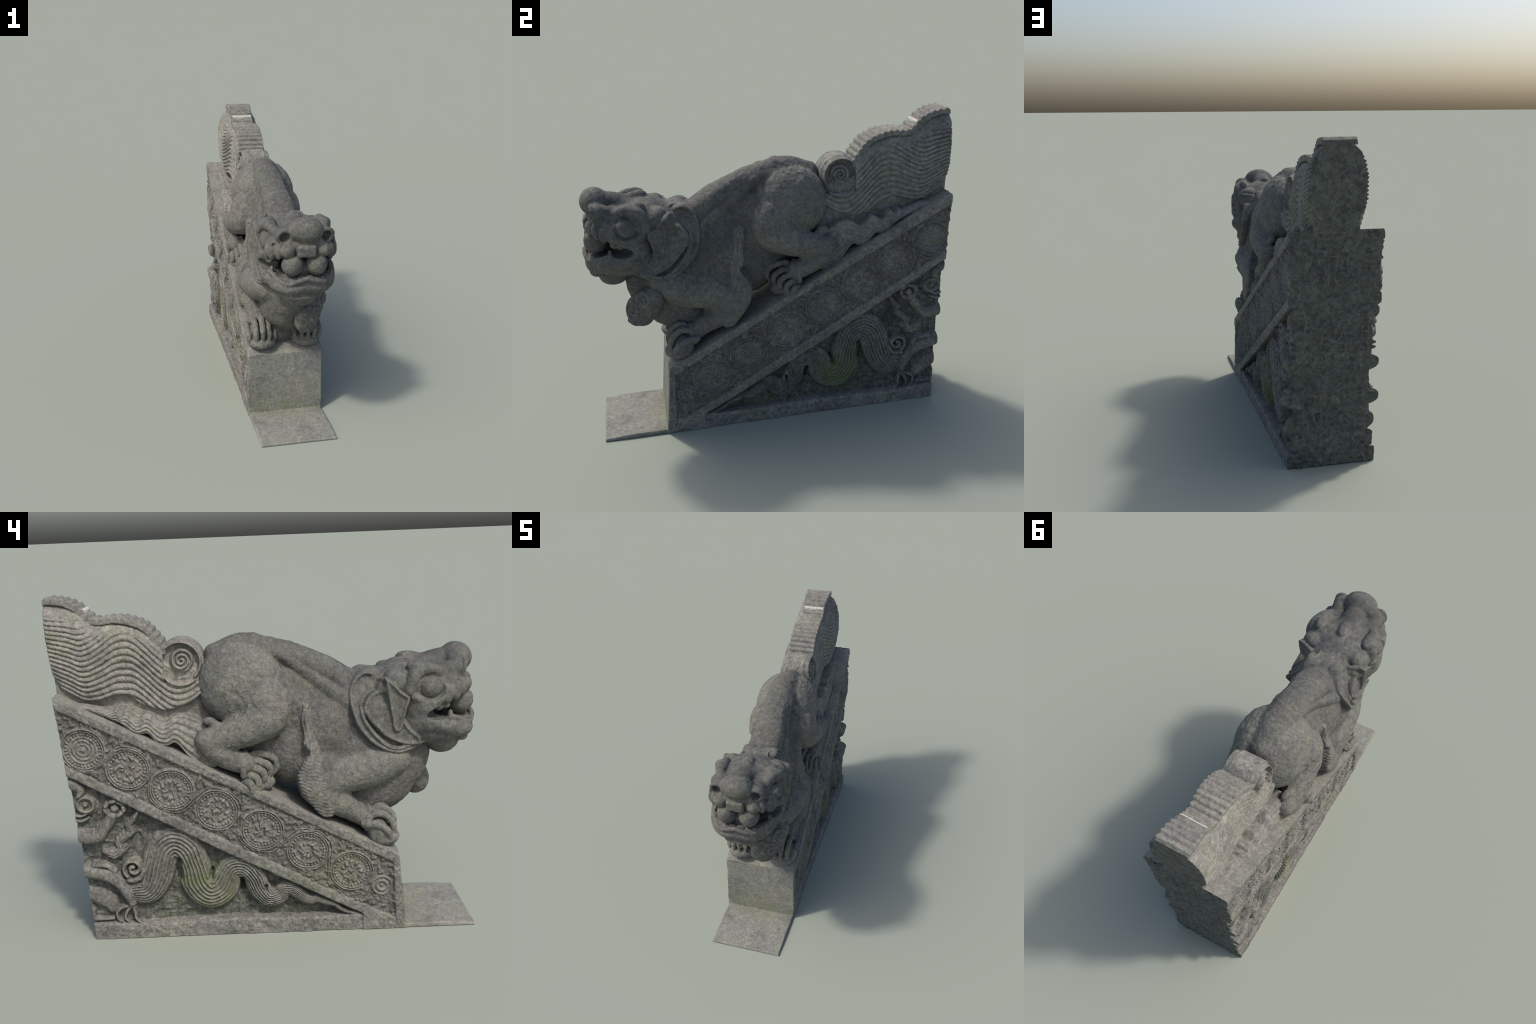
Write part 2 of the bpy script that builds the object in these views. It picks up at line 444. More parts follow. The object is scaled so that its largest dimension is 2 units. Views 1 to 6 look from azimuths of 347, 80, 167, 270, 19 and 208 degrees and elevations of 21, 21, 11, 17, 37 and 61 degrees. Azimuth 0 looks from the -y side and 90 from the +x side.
# plinth strip along the foot, sloped rails, front post, frieze between the rails
z_up = np.interp(Y, [-.66, -.588, -.281, .294, .936, 1.], [.028, .064, .226, .547, .902, .938])
z_lo = np.interp(Y, [-.442, .206, .935, 1.], [.082, .430, .846, .884])
z_lo = np.where(Y < -.442, -1, z_lo)
top = TOP(Y)
rail_lo = top-np.interp(Y, [-.6, 0, 1], [.058, .047, .052])
edge = 1.15                          # 1/cos of the slope
def bar(inside, height, rnd):
    """Raised strip: inside = distance from its nearest edge."""
    q = np.clip(inside/rnd, 0, 1)
    return np.where(inside > 0, height-rnd*.7*(1-np.sqrt(np.clip(1-(1-q)**2, 0, 1))), -9)
chip = .0022*nz(30, 8)+.002*nz(75, 9)
frieze = part("frieze")
inside = np.minimum((rail_lo-Z), (Z-z_up))/edge
bead = sm(nz(62, 21)+.5*nz(31, 22), -.25, .45)
grd = BAND-.013+.011*bead+.003*nz(70, 11)+.004*nz(110, 12)
h = np.where(inside > 0, grd, -9)
lab[inside > -.004] = frieze; d = np.where(inside > 0, h, d).astype(f32)

med_c = [(.853, .972), (.654, .874), (.456, .764), (.250, .655), (.040, .545), (-.178, .432), (-.388, .316)]
rng = np.random.default_rng(4)
for i, (cy, cz) in enumerate(med_c):
    m = part("medallion")
    ux, uz = math.cos(.48), math.sin(.48)      # medallions follow the slope
    a = (Y-cy)*ux+(Z-cz)*uz; b = -(Y-cy)*uz+(Z-cz)*ux
    R = .102
    r = np.hypot(a/1.02, b/.98)/R; th = np.arctan2(b, a)
    ins = np.clip(inside/.008, 0, 1)
    rim = np.exp(-((r-.985)/.035)**2)+.9*np.exp(-((r-.885)/.032)**2)
    nb = 30
    beads = np.exp(-((r-.765)/.055)**2)*(.55+.45*np.cos(th*nb+i))
    if i == 0:
        core = .75*np.exp(-((r-.62)/.05)**2)+.75*np.exp(-((r-.45)/.045)**2)+.6*np.exp(-((r-.28)/.045)**2)+1.1*np.exp(-(r/.11)**2)
        core = core*(.85+.15*np.cos(th*14))
    else:
        pet = rng.integers(7, 12); ph = rng.uniform(0, 6)
        core = (r < .68)*(.55*np.cos(th*pet+ph+2.5*np.sin(r*7+ph))*np.sin(np.clip(r/.68, 0, 1)*math.pi)+.45*np.cos(r*17+ph)+.8*nz(75, 30+i)+.45*nz(120, 40+i)+.1)
    hm = BAND-.012+(.014*rim+.013*beads+.012*core+.003*nz(90, 50))*ins
    ok = (r < 1.06) & (inside > 0)
    d = np.where(ok, np.where(r < 1.0, hm, np.maximum(d, hm)), d).astype(f32)
    lab[ok] = m
m = part("medallion")
r = np.hypot(Y+.535, Z-.232)/.05
hm = BAND-.010+.010*(np.exp(-((r-.93)/.07)**2)+np.exp(-((r-.5)/.12)**2)+np.exp(-(r/.15)**2))
ok = (r < 1.05) & (inside > 0); d = np.where(ok, hm, d).astype(f32); lab[ok] = m
# double cord weaving over and under the medallions
for sgn in (1,):
    for i in range(len(med_c)-1):
        (y0, z0), (y1, z1) = med_c[i], med_c[i+1]
        up = 1 if i % 2 else -1
        n0 = np.array([-.462, .887])*.104*up
        cord = spline([(y0+n0[0], z0+n0[1]), ((y0*2+y1)/3+n0[0]*.75, (z0*2+z1)/3+n0[1]*.75), ((y0+y1)/2, (z0+z1)/2), ((y0+2*y1)/3-n0[0]*.75, (z0+2*z1)/3-n0[1]*.75), (y1-n0[0], z1-n0[1])], 8)
        dd, _, _ = poly_dist(Y, Z, cord)
        lift = .012*(np.exp(-((dd-.006)/.0035)**2))
        d = np.where(inside > .003, np.maximum(d, BAND-.012+lift), d).astype(f32)

rail = part("rail")
put(bar(np.minimum(Z-rail_lo, top+.05-Z)/edge, RAIL, .012)+chip, .002, rail)
low = part("lower_rail")
put(bar(np.minimum(z_up-Z, Z-z_lo)/edge, RAIL-.004, .014)+chip, .002, low)
post = part("post")
yf = edge_y(Z, 0)
pin = np.minimum(yf+.052-.02*Z/.4-Y, 9)
put(np.where(Y < -.44, bar(pin, RAIL-.002, .010)+chip, -9), .002, post)
foot = part("plinth")
zp = .078+.004*np.sin(Y*9)+.003*nz(14, 14)
put(bar(zp-Z, .230, .016)+chip+.002*nz(40, 15), .002, foot)
# worn outer edges
en = np.minimum(np.minimum(Y-edge_y(Z, 0), edge_y(Z, 1)-Y+.02), (top-Z)/edge)
rr = .010; q = np.clip(en/rr, 0, 1)
d = d-rr*.8*(1-np.sqrt(np.clip(1-(1-q)**2, 0, 1)))
d += .0012*nz(60, 16)+.0015*nz(22, 17)

ns, nt = Y.shape
gi = np.arange(ns*nt).reshape(ns, nt)
Qg = np.stack([gi[:-1, :-1], gi[:-1, 1:], gi[1:, 1:], gi[1:, :-1]], -1).reshape(-1, 4)
face_lab = lab[:-1, :-1].ravel()
base_root = None
sides = []
for sx in (-1, 1):
    P = np.stack([sx*d.ravel(), Y.ravel(), Z.ravel()], 1).astype(float)
    if sx == 1: P[:, 0] += .0015*noise3(P, 13, 77)
    Q = Qg if sx > 0 else Qg[:, ::-1]
    # orient outward
    n0 = np.cross(P[Q[0, 1]]-P[Q[0, 0]], P[Q[0, 2]]-P[Q[0, 0]])
    if n0[0]*sx < 0: Q = Q[:, ::-1]
    sides.append((P, Q, vnormals(P, Q)))

# core block: front, top, back and underside bridge the two carved sides
def bridge(idx, nb, bumpy, seed, axis_n):
    L, R = sides[0][0][idx], sides[1][0][idx]
    t = np.linspace(0, 1, nb)[None, :, None]
    G = L[:, None]*(1-t)+R[:, None]*t
    if bumpy:
        n = (1.4-3.2*np.abs(noise3(G.reshape(-1, 3), 34, seed)))*(bumpy > .002)+.7*noise3(G.reshape(-1, 3), 70, seed+1)+.8*noise3(G.reshape(-1, 3), 9, seed+2)
        fade = np.clip(np.minimum(t, 1-t)*12, 0, 1)
        G = G+(bumpy*n).reshape(*G.shape[:2], 1)*fade*np.asarray(axis_n)
    m, k = G.shape[:2]
    g = np.arange(m*k).reshape(m, k)
    q = np.stack([g[:-1, :-1], g[1:, :-1], g[1:, 1:], g[:-1, 1:]], -1).reshape(-1, 4)
    P = G.reshape(-1, 3)
    c = np.cross(P[q[0, 2]]-P[q[0, 0]], P[q[0, 3]]-P[q[0, 1]])
    if c@np.asarray(axis_n) < 0: q = q[:, ::-1]
    return P, q
faces = [("front_face", gi[0, :], 90, .0012, 5, (0, -1, 0), "block"), ("ledge", gi[:, -1], 90, .0012, 6, (0, -.45, .89), "block"),
         ("rear_face", gi[-1, :], 170, .0046, 7, (0, 1, -.08), "rear"), ("underside", gi[:, 0], 8, 0, 8, (0, 0, -1), "block")]
shell, count = [], 0
for nm, idx, nb, bumpy, seed, ax, mt in faces:
    P, q = bridge(idx, nb, bumpy, seed, ax)
    if mt == "block":
        shell.append((P, q+count)); count += len(P)
    else:
        rear = (nm, P, q, mt)
core = mesh_object("balustrade_block", np.vstack([p for p, _ in shell]), np.vstack([q for _, q in shell]), MAT["block"], root)
mesh_object(rear[0], rear[1], rear[2], MAT[rear[3]], core)

rail_like = {"rail", "lower_rail", "post", "plinth"}
for P, Q, N in sides:
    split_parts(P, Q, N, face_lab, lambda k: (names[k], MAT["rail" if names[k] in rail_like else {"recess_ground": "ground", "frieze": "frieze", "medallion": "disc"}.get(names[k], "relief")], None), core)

# apron slab lying in front of the block
ay = np.linspace(-1.0, -.60, 110); ax_ = np.linspace(-.231, .231, 120)
GX, GY = np.meshgrid(ax_, ay, indexing="ij")
e = np.minimum(np.minimum(GX+.231, .231-GX), GY+1.0)
PZ = np.stack([GX.ravel(), GY.ravel(), 0*GX.ravel()], 1)
hz = .012+.009*sm(GY, -1.0, -.86)-.006*(1-np.sqrt(np.clip(1-(1-np.clip(e/.008, 0, 1))**2, 0, 1)))+.0006*noise3(PZ, 60, 5).reshape(GX.shape)+.0008*noise3(PZ, 20, 6).reshape(GX.shape)
g = np.arange(GX.size).reshape(GX.shape)
q = np.stack([g[:-1, :-1], g[1:, :-1], g[1:, 1:], g[:-1, 1:]], -1).reshape(-1, 4)
ring = np.concatenate([g[0, :], g[1:, -1], g[-2::-1, -1][:0], g[-1, -2::-1], g[-2:0:-1, 0]])
Pt = np.stack([GX.ravel(), GY.ravel(), hz.ravel()], 1)
Pb = Pt[ring].copy(); Pb[:, 2] = 0.0
nb0 = len(Pt)
rn = len(ring)
qs = np.stack([ring, (np.arange(rn)+nb0), (np.roll(np.arange(rn), -1)+nb0), np.roll(ring, -1)], 1)
apron = mesh_object("apron", np.vstack([Pt, Pb]), np.vstack([q, qs[:, ::-1]]), MAT["block"], root)

# ================================================================== TAIL
T = Solid(.20, (.24, .78), (1.02, 1.69), .0035)
top_pts = np.array([(1.03, 1.645), (.99, 1.655), (.969, 1.655), (.904, 1.645), (.842, 1.611), (.803, 1.573), (.765, 1.554), (.685, 1.561), (.610, 1.549), (.543, 1.519), (.492, 1.464), (.455, 1.41)])
top_pts[:, 1] -= .005
bot_pts = np.array([(1.03, 1.33), (.972, 1.288), (.931, 1.229), (.858, 1.187), (.782, 1.178), (.715, 1.197), (.655, 1.200), (.621, 1.181), (.576, 1.148), (.507, 1.121), (.447, 1.119), (.355, 1.150), (.29, 1.20)])
tp = spline(top_pts, 10); bp_ = spline(bot_pts, 10)
fz = lambda p: (lambda y: np.interp(y, p[::-1, 0], p[::-1, 1]))
ztop, zbot = fz(tp), fz(bp_)
# lines of the mane: all follow one wave
mid_pts = spline([(1.03, 1.39), (.988, 1.380), (.901, 1.347), (.833, 1.318), (.760, 1.340), (.699, 1.374), (.651, 1.384), (.605, 1.374), (.55, 1.327), (.496, 1.272), (.43, 1.225), (.36, 1.23), (.28, 1.28)], 10)
zmid = fz(mid_pts)
T.part("tail")
core_o = [(1.02, 1.19), (1.02, 1.60), (.80, 1.52), (.62, 1.50), (.45, 1.33), (.28, 1.30), (.20, .80), (.26, .80)]
T.plate(core_o, 0, lambda y, z, o: .086+.026*sm(y, .80, .95), k=.004, n=0)
sl, A, Yv, Zv = T.block((0, .2, 1.0), (.2, 1.1, 1.7))
y2, z2 = Yv[0], Zv[0]
zt, zb = ztop(y2), zbot(y2)
v = np.clip((zt-z2)/(zt-zb), -.1, 1.1)
lip = .030
under = zt-lip
wid = np.interp(v, [0, .08, .16, .3, .5, .8, 1.0], [.062, .074, .102, .129, .144, .146, .124])
wid = wid-.026*sm(y2, .90, .60)*sm(v, .1, .35)-.014*sm(y2, .86, .60)*sm(v, .35, .6)+.012*sm(y2, .5, .32)*sm(v, .75, .95)+.022*sm(y2, .86, .7)*sm(v, .78, .98)
ph = (z2-zmid(y2))/np.interp(y2, [.3, .5, .65, .8, .98], [.028, .031, .032, .025, .0195])
gr = (np.abs(np.sin(ph*math.pi))+.01)**.6
wid = wid+.016*(gr-.75)*sm(v, .16, .26)
# round the mane's lower edge, keep a projecting scalloped lip on top
ends = np.maximum(zb-z2, z2-under-.003)
bodyd = np.maximum(A-wid[None], ends[None]*.8).astype(f32)
k = .018
w = np.clip(.5+.5*((A-wid[None])-ends[None])/k, 0, 1)
bodyd = (ends[None]+((A-wid[None])-ends[None])*w+k*w*(1-w)).astype(f32)
cutfront = .44-.9*(z2-1.30)     # strands end at the curl
bodyd = np.maximum(bodyd, np.where(z2 > 1.25, (.47-y2), -1)[None]*.8).astype(f32)
T.add(sl, bodyd, .004)
T.part("tail_crest")
seg = np.cumsum(np.r_[0, np.hypot(*np.diff(tp, axis=0).T)])
dl, par, side = poly_dist(y2, z2, tp)
arc = np.interp(par, np.arange(len(tp)), seg)
scal = .011*np.abs(np.sin(arc/.034*math.pi))
off = (z2-zt)*np.abs(1)
lipd = np.maximum(np.maximum(dl*np.sign(z2-zt)-scal+.004, -(dl*np.sign(z2-zt))-.026), .455-y2)
hw = .084-.010*sm(y2, .93, .84)+.012*sm(y2, .80, .6)+.35*scal
lipd = np.maximum(lipd[None], A-hw[None]).astype(f32)
T.add(sl, lipd, .005)
# curl: a rolled scroll, wider below
T.part("tail_curl")
cc = (.390, 1.336)
R = .110
rr_ = np.hypot(y2-cc[0], z2-cc[1]); th = np.arctan2(z2-cc[1], y2-cc[0])
flare = .094+.022*sm(cc[1]+.10-z2, 0, .2)
spiral = (th/(2*math.pi)) % 1.0
# spiral ridge: radius shrinks as the angle turns
turns = rr_/R
armr = [(1.0-.44*((th-1.9-2*math.pi*0) % (2*math.pi))/(2*math.pi))-.44*i for i in range(0, 2)]
ridge = np.zeros_like(rr_)
for a in armr:
    ridge = np.maximum(ridge, np.exp(-((turns-a+.05)/.075)**2))
knob = (rr_ < .058)*np.sqrt(np.clip(1-(rr_/.058)**2, 0, 1))
ridge2 = np.exp(-((rr_-.030)/.006)**2)
kr = np.hypot(y2-.384, z2-1.350); kt = np.arctan2(z2-1.350, y2-.384)
knob = sm(kr, .058, .049)
inner = np.cos((kr/.0205-kt/(2*math.pi))*2*math.pi)
ra = R*(.93-.10*((kt+2.2) % (2*math.pi))/(2*math.pi))
face_w = flare-.034+.034*np.exp(-((rr_-ra)/.0075)**2)+.030*knob+.010*inner*knob
cd = np.maximum((rr_-R)[None], A-face_w[None]).astype(f32)
T.add(sl, cd, .004)
# hock tuft streaming back under the tail
T.part("hock_tuft")
ttop = spline([(.86, 1.170), (.835, 1.167), (.765, 1.149), (.719, 1.134), (.694, 1.147), (.673, 1.123), (.647, 1.140), (.604, 1.093), (.548, 1.119), (.486, 1.067), (.418, 1.102), (.341, 1.088), (.27, 1.04)], 8)
tbot = spline([(.86, 1.15), (.803, 1.128), (.723, 1.096), (.671, 1.072), (.632, 1.037), (.597, 1.022), (.555, 1.026), (.516, .979), (.469, .964), (.426, .975), (.370, .907), (.324, .869), (.264, .850)], 8)
sl, A, Yv, Zv = T.block((0, .2, .8), (.2, .90, 1.22))
y2, z2 = Yv[0], Zv[0]
za, zc = fz(ttop)(y2), fz(tbot)(y2)
u = (z2-zc)/np.maximum(za-zc, .004)
th_ = .150+.024*(1-np.clip(u, 0, 1))*sm(y2, .85, .6)+.006*sm(y2, .40, .55)+.012*(1-(2*np.clip(u, 0, 1)-1)**2)+.004*np.cos(u*2*math.pi*5)
k = .012
o = np.maximum(zc-z2, z2-za)*.8
w = np.clip(.5+.5*((A-th_[None])-o[None])/k, 0, 1)
T.add(sl, np.maximum((o[None]+((A-th_[None])-o[None])*w+k*w*(1-w)), .02-A).astype(f32), .003)
# cut flush with the block's back plane
sl, A, Yv, Zv = T.block((0, .8, .7), (.3, 1.1, 1.8))
T.f[sl] = np.maximum(T.f[sl], Yv-(.885+.071*Zv))
sl, A, Yv, Zv = T.block((0, .2, .7), (.3, 1.1, 1.8))
T.f[sl] = np.maximum(T.f[sl], (TOP(Yv)-.012-Zv))

def finish(S, info, amp=(.0022, .0012), seed=1, smooth=1):
    P, Q, L = S.skin()
    P = relax(P, Q, smooth)
    if S.names[0][0] == 'neck':      # trim the head to its measured breadth and reach
        t = sm(-P[:, 1], .48, .62)
        P[:, 0] *= 1-.022*t
        P[:, 1] = np.where(P[:, 1] < -.5, -.5+(P[:, 1]+.5)*.986, P[:, 1])
    N = vnormals(P, Q)
    rough = .55+.6*noise3(P, 7, seed+3)
    disp = amp[0]*noise3(P, 17, seed)+rough*amp[1]*(noise3(P, 48, seed+1)+.5*noise3(P, 96, seed+2))
    P = P+N*disp[:, None]
    N = vnormals(P, Q)
    ctr = P[Q].mean(1); cx = ctr[:, 0]
    if S.names[0][0] == 'tail':
        S.names.append(('tail_rear_face', False))
        L = np.where(ctr[:, 1] > .882+.071*ctr[:, 2], len(S.names)-1, L)
    paired = np.array([p for _, p in S.names])[L]
    key = L*2+(paired & (cx > 0))
    return P, Q, N, key, S

def build(S, info, amp, seed, smooth=1):
    P, Q, N, key, _ = finish(S, None, amp, seed, smooth)
    return split_parts(P, Q, N, key, info(S), root)

def info_tail(S):
    def f(k):
        n = S.names[k//2][0]
        return (n, MAT[{"tail_rear_face": "rear", "tail_crest": "crest"}.get(n, "tail")], None if n == "tail" else 0)
    return f
build(T, info_tail, (.0012, .0010), 31)
del T

# ================================================================== LION BODY
B = Solid(.30, (-.86, .38), (.40, 1.50), .0040)
B.part("torso")
# barrel, rump and chest
B.ell((0, .10, 1.20), (.13, .20, .235), .0)
B.ell((0, -.04, 1.13), (.168, .21, .20), .04)
B.ell((0, -.22, 1.02), (.145, .24, .25), .04)
B.ell((0, -.42, .96), (.165, .24, .30), .05)
B.ell((0, -.56, .80), (.150, .19, .25), .05)
B.ell((0, -.70, .84), (.10, .10, .14), .05)
B.ell((0, -.42, 1.06), (.145, .15, .17), .04)
B.ell((0, -.07, .92), (.125, .19, .165), .05)
B.ell((0, .12, 1.00), (.080, .15, .18), .05)
B.ell((0, .12, 1.28), (.095, .18, .150), .03)
B.ell((.038, -.115, .885), (.122, .125, .165), .04)
B.ell((.045, -.49, .68), (.095, .13, .13), .04)
B.ell((0, -.505, .52), (.09, .065, .10), .02)
# saddle of thick skin along the spine, with an overhanging edge
for a_, dz in ((0, 0), (.028, -.006)):
    B.limb([(a_*.3, .23, 1.362+dz, .050), (a_*.7, .10, 1.398+dz, .056), (a_, -.02, 1.376+dz, .056), (a_, -.12, 1.346+dz, .057), (a_, -.22, 1.305+dz, .060), (a_*1.2, -.31, 1.256+dz, .064), (a_*1.4, -.40, 1.190+dz, .066)], .014)
B.limb([(.036, .18, 1.385, .020), (.050, .09, 1.398, .024), (.062, .0, 1.380, .027), (.066, -.09, 1.345, .031), (.064, -.16, 1.292, .034), (.072, -.235, 1.235, .037), (.092, -.31, 1.178, .039), (.115, -.39, 1.12, .038), (.125, -.43, 1.07, .036)], .006)
B.dig((.170, -.19, 1.215), (.050, .050, .065), .04)
for i, (y_, z_) in enumerate([(.05, 1.446), (-.03, 1.424), (-.11, 1.397), (-.19, 1.360), (-.27, 1.312), (-.34, 1.262)]):
    B.ell((.018+.010*(i % 2), y_, z_-.012), (.034, .026, .018), .012)
B.ridge([(.15, -.02, 1.26), (.155, -.06, 1.19), (.15, -.10, 1.11)], .014, .006)
B.ridge([(.15, -.10, 1.24), (.15, -.14, 1.16), (.15, -.17, 1.08)], .012, .006)
B.ridge([(.14, -.27, 1.13), (.15, -.33, 1.06), (.16, -.40, 1.00)], .013, .007)
# haunch
B.part("hindlimb", True)
B.ell((.058, .112, 1.210), (.145, .208, .205), .02)
B.ell((.140, .004, 1.122), (.090, .120, .146), .005)
B.limb([(.155, .02, 1.06, .088), (.165, .11, 1.025, .082), (.175, .20, .995, .066), (.175, .27, .985, .055)], .02)
B.limb([(.175, .285, .985, .052), (.178, .245, .935, .056), (.178, .18, .89, .053), (.176, .115, .865, .052)], .02)
B.ell((.165, .268, 1.072), (.022, .030, .022), .01)      # spur behind the hock
B.limb([(.165, .26, 1.07, .018), (.17, .22, 1.035, .03)], .01)
# cuff at the ankle
B.limb([(.14, .108, .905, .014), (.19, .112, .90, .014), (.222, .115, .865, .014), (.218, .118, .815, .014)], .008)
B.part("hind_paw", True)
B.ell((.135, .025, .757), (.050, .060, .042), .012)
B.ell((.188, .080, .742), (.045, .055, .034), .012)
B.limb([(.132, .02, .810, .026), (.165, .06, .775, .026), (.20, .095, .752, .022)], .012)
B.part("shoulder", True)
B.ell((.095, -.285, .98), (.080, .13, .150), .03)
B.ell((.120, -.285, .78), (.096, .15, .12), .03)
B.ell((.09, -.43, .90), (.095, .13, .14), .03)
B.part("forelimb", True)
def rotx(a):
    c, s_ = math.cos(a), math.sin(a)
    return [[1, 0, 0], [0, c, -s_], [0, s_, c]]
B.limb([(.168, -.24, .735, .068), (.148, -.34, .775, .088), (.138, -.43, .800, .099), (.132, -.52, .826, .099), (.120, -.60, .855, .085)], .02)
B.limb([(.160, -.22, .725, .076), (.160, -.31, .662, .070), (.156, -.40, .602, .053), (.150, -.46, .558, .044)], .025)
B.limb([(.10, -.475, .59, .016), (.15, -.48, .60, .016), (.195, -.475, .57, .016), (.205, -.465, .53, .016)], .008)
# shaggy fringe down the back of the foreleg
B.part("elbow_fringe", True)
fr = [(-.168, 1.125), (-.166, 1.06), (-.178, 1.00), (-.172, .95), (-.195, .905), (-.160, .855), (-.137, .81), (-.145, .755), (-.172, .70), (-.245, .605), (-.30, .60), (-.27, .70), (-.245, .78), (-.25, .86), (-.245, .93), (-.235, 1.0), (-.22, 1.07), (-.195, 1.125)]
B.plate(fr, lambda y, z: .118+.058*sm(z, 1.06, .82)-.50*np.clip(-y-.185, 0, .07)*sm(z, .78, .86), .055, .022, .02)
B.part("fore_paw", True)
B.ell((.140, -.545, .462), (.090, .085, .044), .012)
B.ell((.146, -.52, .515), (.080, .055, .052), .012)
B.ell((.205, -.525, .495), (.028, .050, .050), .010)
# toes
def toe(S, name, pts):
    S.part(name, True); S.limb(pts, .003, 6)
for i in range(5):
    u = i/4.-.5
    a0 = .145+.125*u; lift = .052*(1-(2*u)**2)-.012*u-.012; bk = .045*(2*u)**2
    a1 = .145+.160*u
    toe(B, "fore_toe", [(a0, -.475+bk*.5, .555+lift*.5, .019), (a1, -.535+bk, .568+lift, .019), (a1, -.582+bk, .548+lift*.8, .018), (a1*.99, -.604+bk*.8, .51+lift*.5, .017), (a1*.98, -.600+bk*.6, .470, .009)])
for i in range(5):
    # the outer toes step down and back along the sloping edge
    a1 = .126+.026*i
    toe(B, "hind_toe", [(.140+.016*i, .100+.004*i, .880-.025*i, .0165), (a1, .045+.011*i, .896-.029*i, .0180), (a1+.003, -.028+.027*i, .872-.027*i, .0180), (a1+.004, -.042+.030*i, .838-.024*i, .0165), (a1+.002, -.026+.030*i, .792-.012*i, .009)])
B.cur = 0
# carved lines
B.ridge([(.16, .05, 1.275), (.20, -.02, 1.26), (.19, -.085, 1.20), (.17, -.115, 1.13), (.16, -.10, 1.05)], .012, -.006)
B.ridge([(.20, .14, 1.20), (.215, .10, 1.16), (.215, .06, 1.14)], .012, -.006)
B.ridge([(.20, -.37, .90), (.20, -.46, .905), (.20, -.56, .885), (.18, -.62, .84)], .010, -.005)
B.ridge([(.20, -.37, .90), (.215, -.31, .84), (.21, -.28, .79)], .010, -.004)
sl, A, Yv, Zv = B.block((.1, -.32, .58), (.3, -.12, 1.15))
wv = np.cos((Zv-.25*Yv+.004*np.sin(Yv*90))*2*math.pi/.017)
m_ = (B.lab[sl] == [i for i, n in enumerate(B.names) if n[0] == "elbow_fringe"][0])
B.f[sl] += .0020*wv*m_*sm(Zv, .92, .85)
B.f[sl] += .004*np.cos(Yv*2*math.pi/.020+2*np.sin(Zv*40))*m_*sm(Zv, .85, .93)*.6

def info_body(S):
    nm = [n for n, _ in S.names]
    first = {n: nm.index(n) for n in set(nm)}
    par = {"hind_toe": "hind_paw", "fore_toe": "fore_paw", "elbow_fringe": "forelimb"}
    def f(k):
        n = nm[k//2]
        p = first[par[n]]*2+(k & 1) if n in par else None
        return (n, MAT["body" if n in ("torso", "shoulder") else "limb"], p)
    return f
build(B, info_body, (.0036, .0030), 51)
del B

# ================================================================== HEAD, MANE AND COLLAR
H = Solid(.27, (-1.05, .80), (-.34, 1.41), .0030)
H.part("neck")
H.ell((0, -.50, 1.07), (.165, .13, .20), 0)
H.ell((0, -.64, .95), (.13, .15, .10), .03)
H.part("head")
H.ell((0, -.68, 1.18), (.19, .16, .135), .03)
H.ell((0, -.60, 1.14), (.175, .12, .125), .03)
H.ell((.06, -.70, 1.215), (.135, .125, .075), .03)
H.ell((.112, -.74, 1.035), (.103, .105, .105), .03)
H.ell((0, -.80, .97), (.185, .15, .075), .03)
H.ell((0, -.84, 1.20), (.165, .11, .085), .03)
H.ell((0, -.86, .90), (.105, .085, .062), .03)
H.ell((0, -.945, .925), (.095, .045, .026), .015)
H.limb([(0, -.90, 1.295, .062), (0, -.82, 1.272, .070), (0, -.72, 1.252, .06), (0, -.62, 1.225, .05)], .03)
# mouth
H.dig((0, -.875, 1.092), (.192, .168, .066), .012)
H.dig((.205, -.80, 1.072), (.05, .045, .030), .012)
H.part("upper_lip")
H.limb([(.0, -.930, 1.222, .040), (.09, -.910, 1.218, .040), (.145, -.868, 1.196, .040), (.178, -.80, 1.145, .038), (.185, -.75, 1.105, .040)], .02)
H.ell((.125, -.825, 1.175), (.085, .09, .055), .03)
H.ell((.150, -.74, 1.10), (.068, .075, .06), .03)
H.part("lower_lip")
H.limb([(.0, -.955, .99, .047), (.08, -.945, .98, .047), (.14, -.90, .992, .046), (.175, -.83, 1.012, .04), (.185, -.76, 1.03, .04)], .015)
H.limb([(.0, -.998, 1.045, .013), (.05, -.996, 1.032, .013), (.10, -.975, 1.012, .013), (.145, -.935, 1.020, .013), (.178, -.88, 1.048, .013), (.196, -.82, 1.052, .013), (.205, -.775, 1.04, .014)], .012)
H.ridge([(.0, -1.0, 1.0), (.06, -.995, .985), (.12, -.965, .97), (.17, -.90, .985)], .014, .004)
H.ridge([(.0, -.99, .953), (.08, -.975, .94), (.13, -.93, .94), (.17, -.86, .95)], .010, -.008)
H.dig((.205, -.80, 1.070), (.085, .058, .029), .006)
# tongue ball pair and teeth
H.part("tongue")
H.ell((0, -.92, 1.012), (.14, .075, .032), .01)
H.part("mouth_ball", True)
H.ell((.068, -.930, 1.108), (.063, .066, .066), .004)
H.part("tongue")
H.ell((0, -.890, 1.075), (.05, .055, .05), .01)
H.part("front_tooth")
def tooth(c, r, sq=.004):
    sl, d_ = H.d_ell(c, r, .01)
    H.add(sl, d_, sq)
sl, A, Yv, Zv = H.block((0, -1.02, 1.13), (.10, -.88, 1.26))
bx = np.maximum(np.maximum(A-.040, np.abs(Yv+.962)-.010), np.abs(Zv-1.196)-.020)
o = np.sqrt(np.maximum(A-.038, 0)**2+np.maximum(np.abs(Yv+.962)-.008, 0)**2+np.maximum(np.abs(Zv-1.196)-.018, 0)**2)-.018
H.add(sl, o.astype(f32), .003)
for c, r in (((.102, -.945, 1.192), (.043, .032, .040)), ((.148, -.918, 1.182), (.024, .026, .044)), ((.178, -.880, 1.168), (.022, .028, .042)), ((.196, -.842, 1.150), (.018, .022, .034))):
    H.part("tooth", True); tooth(c, r)
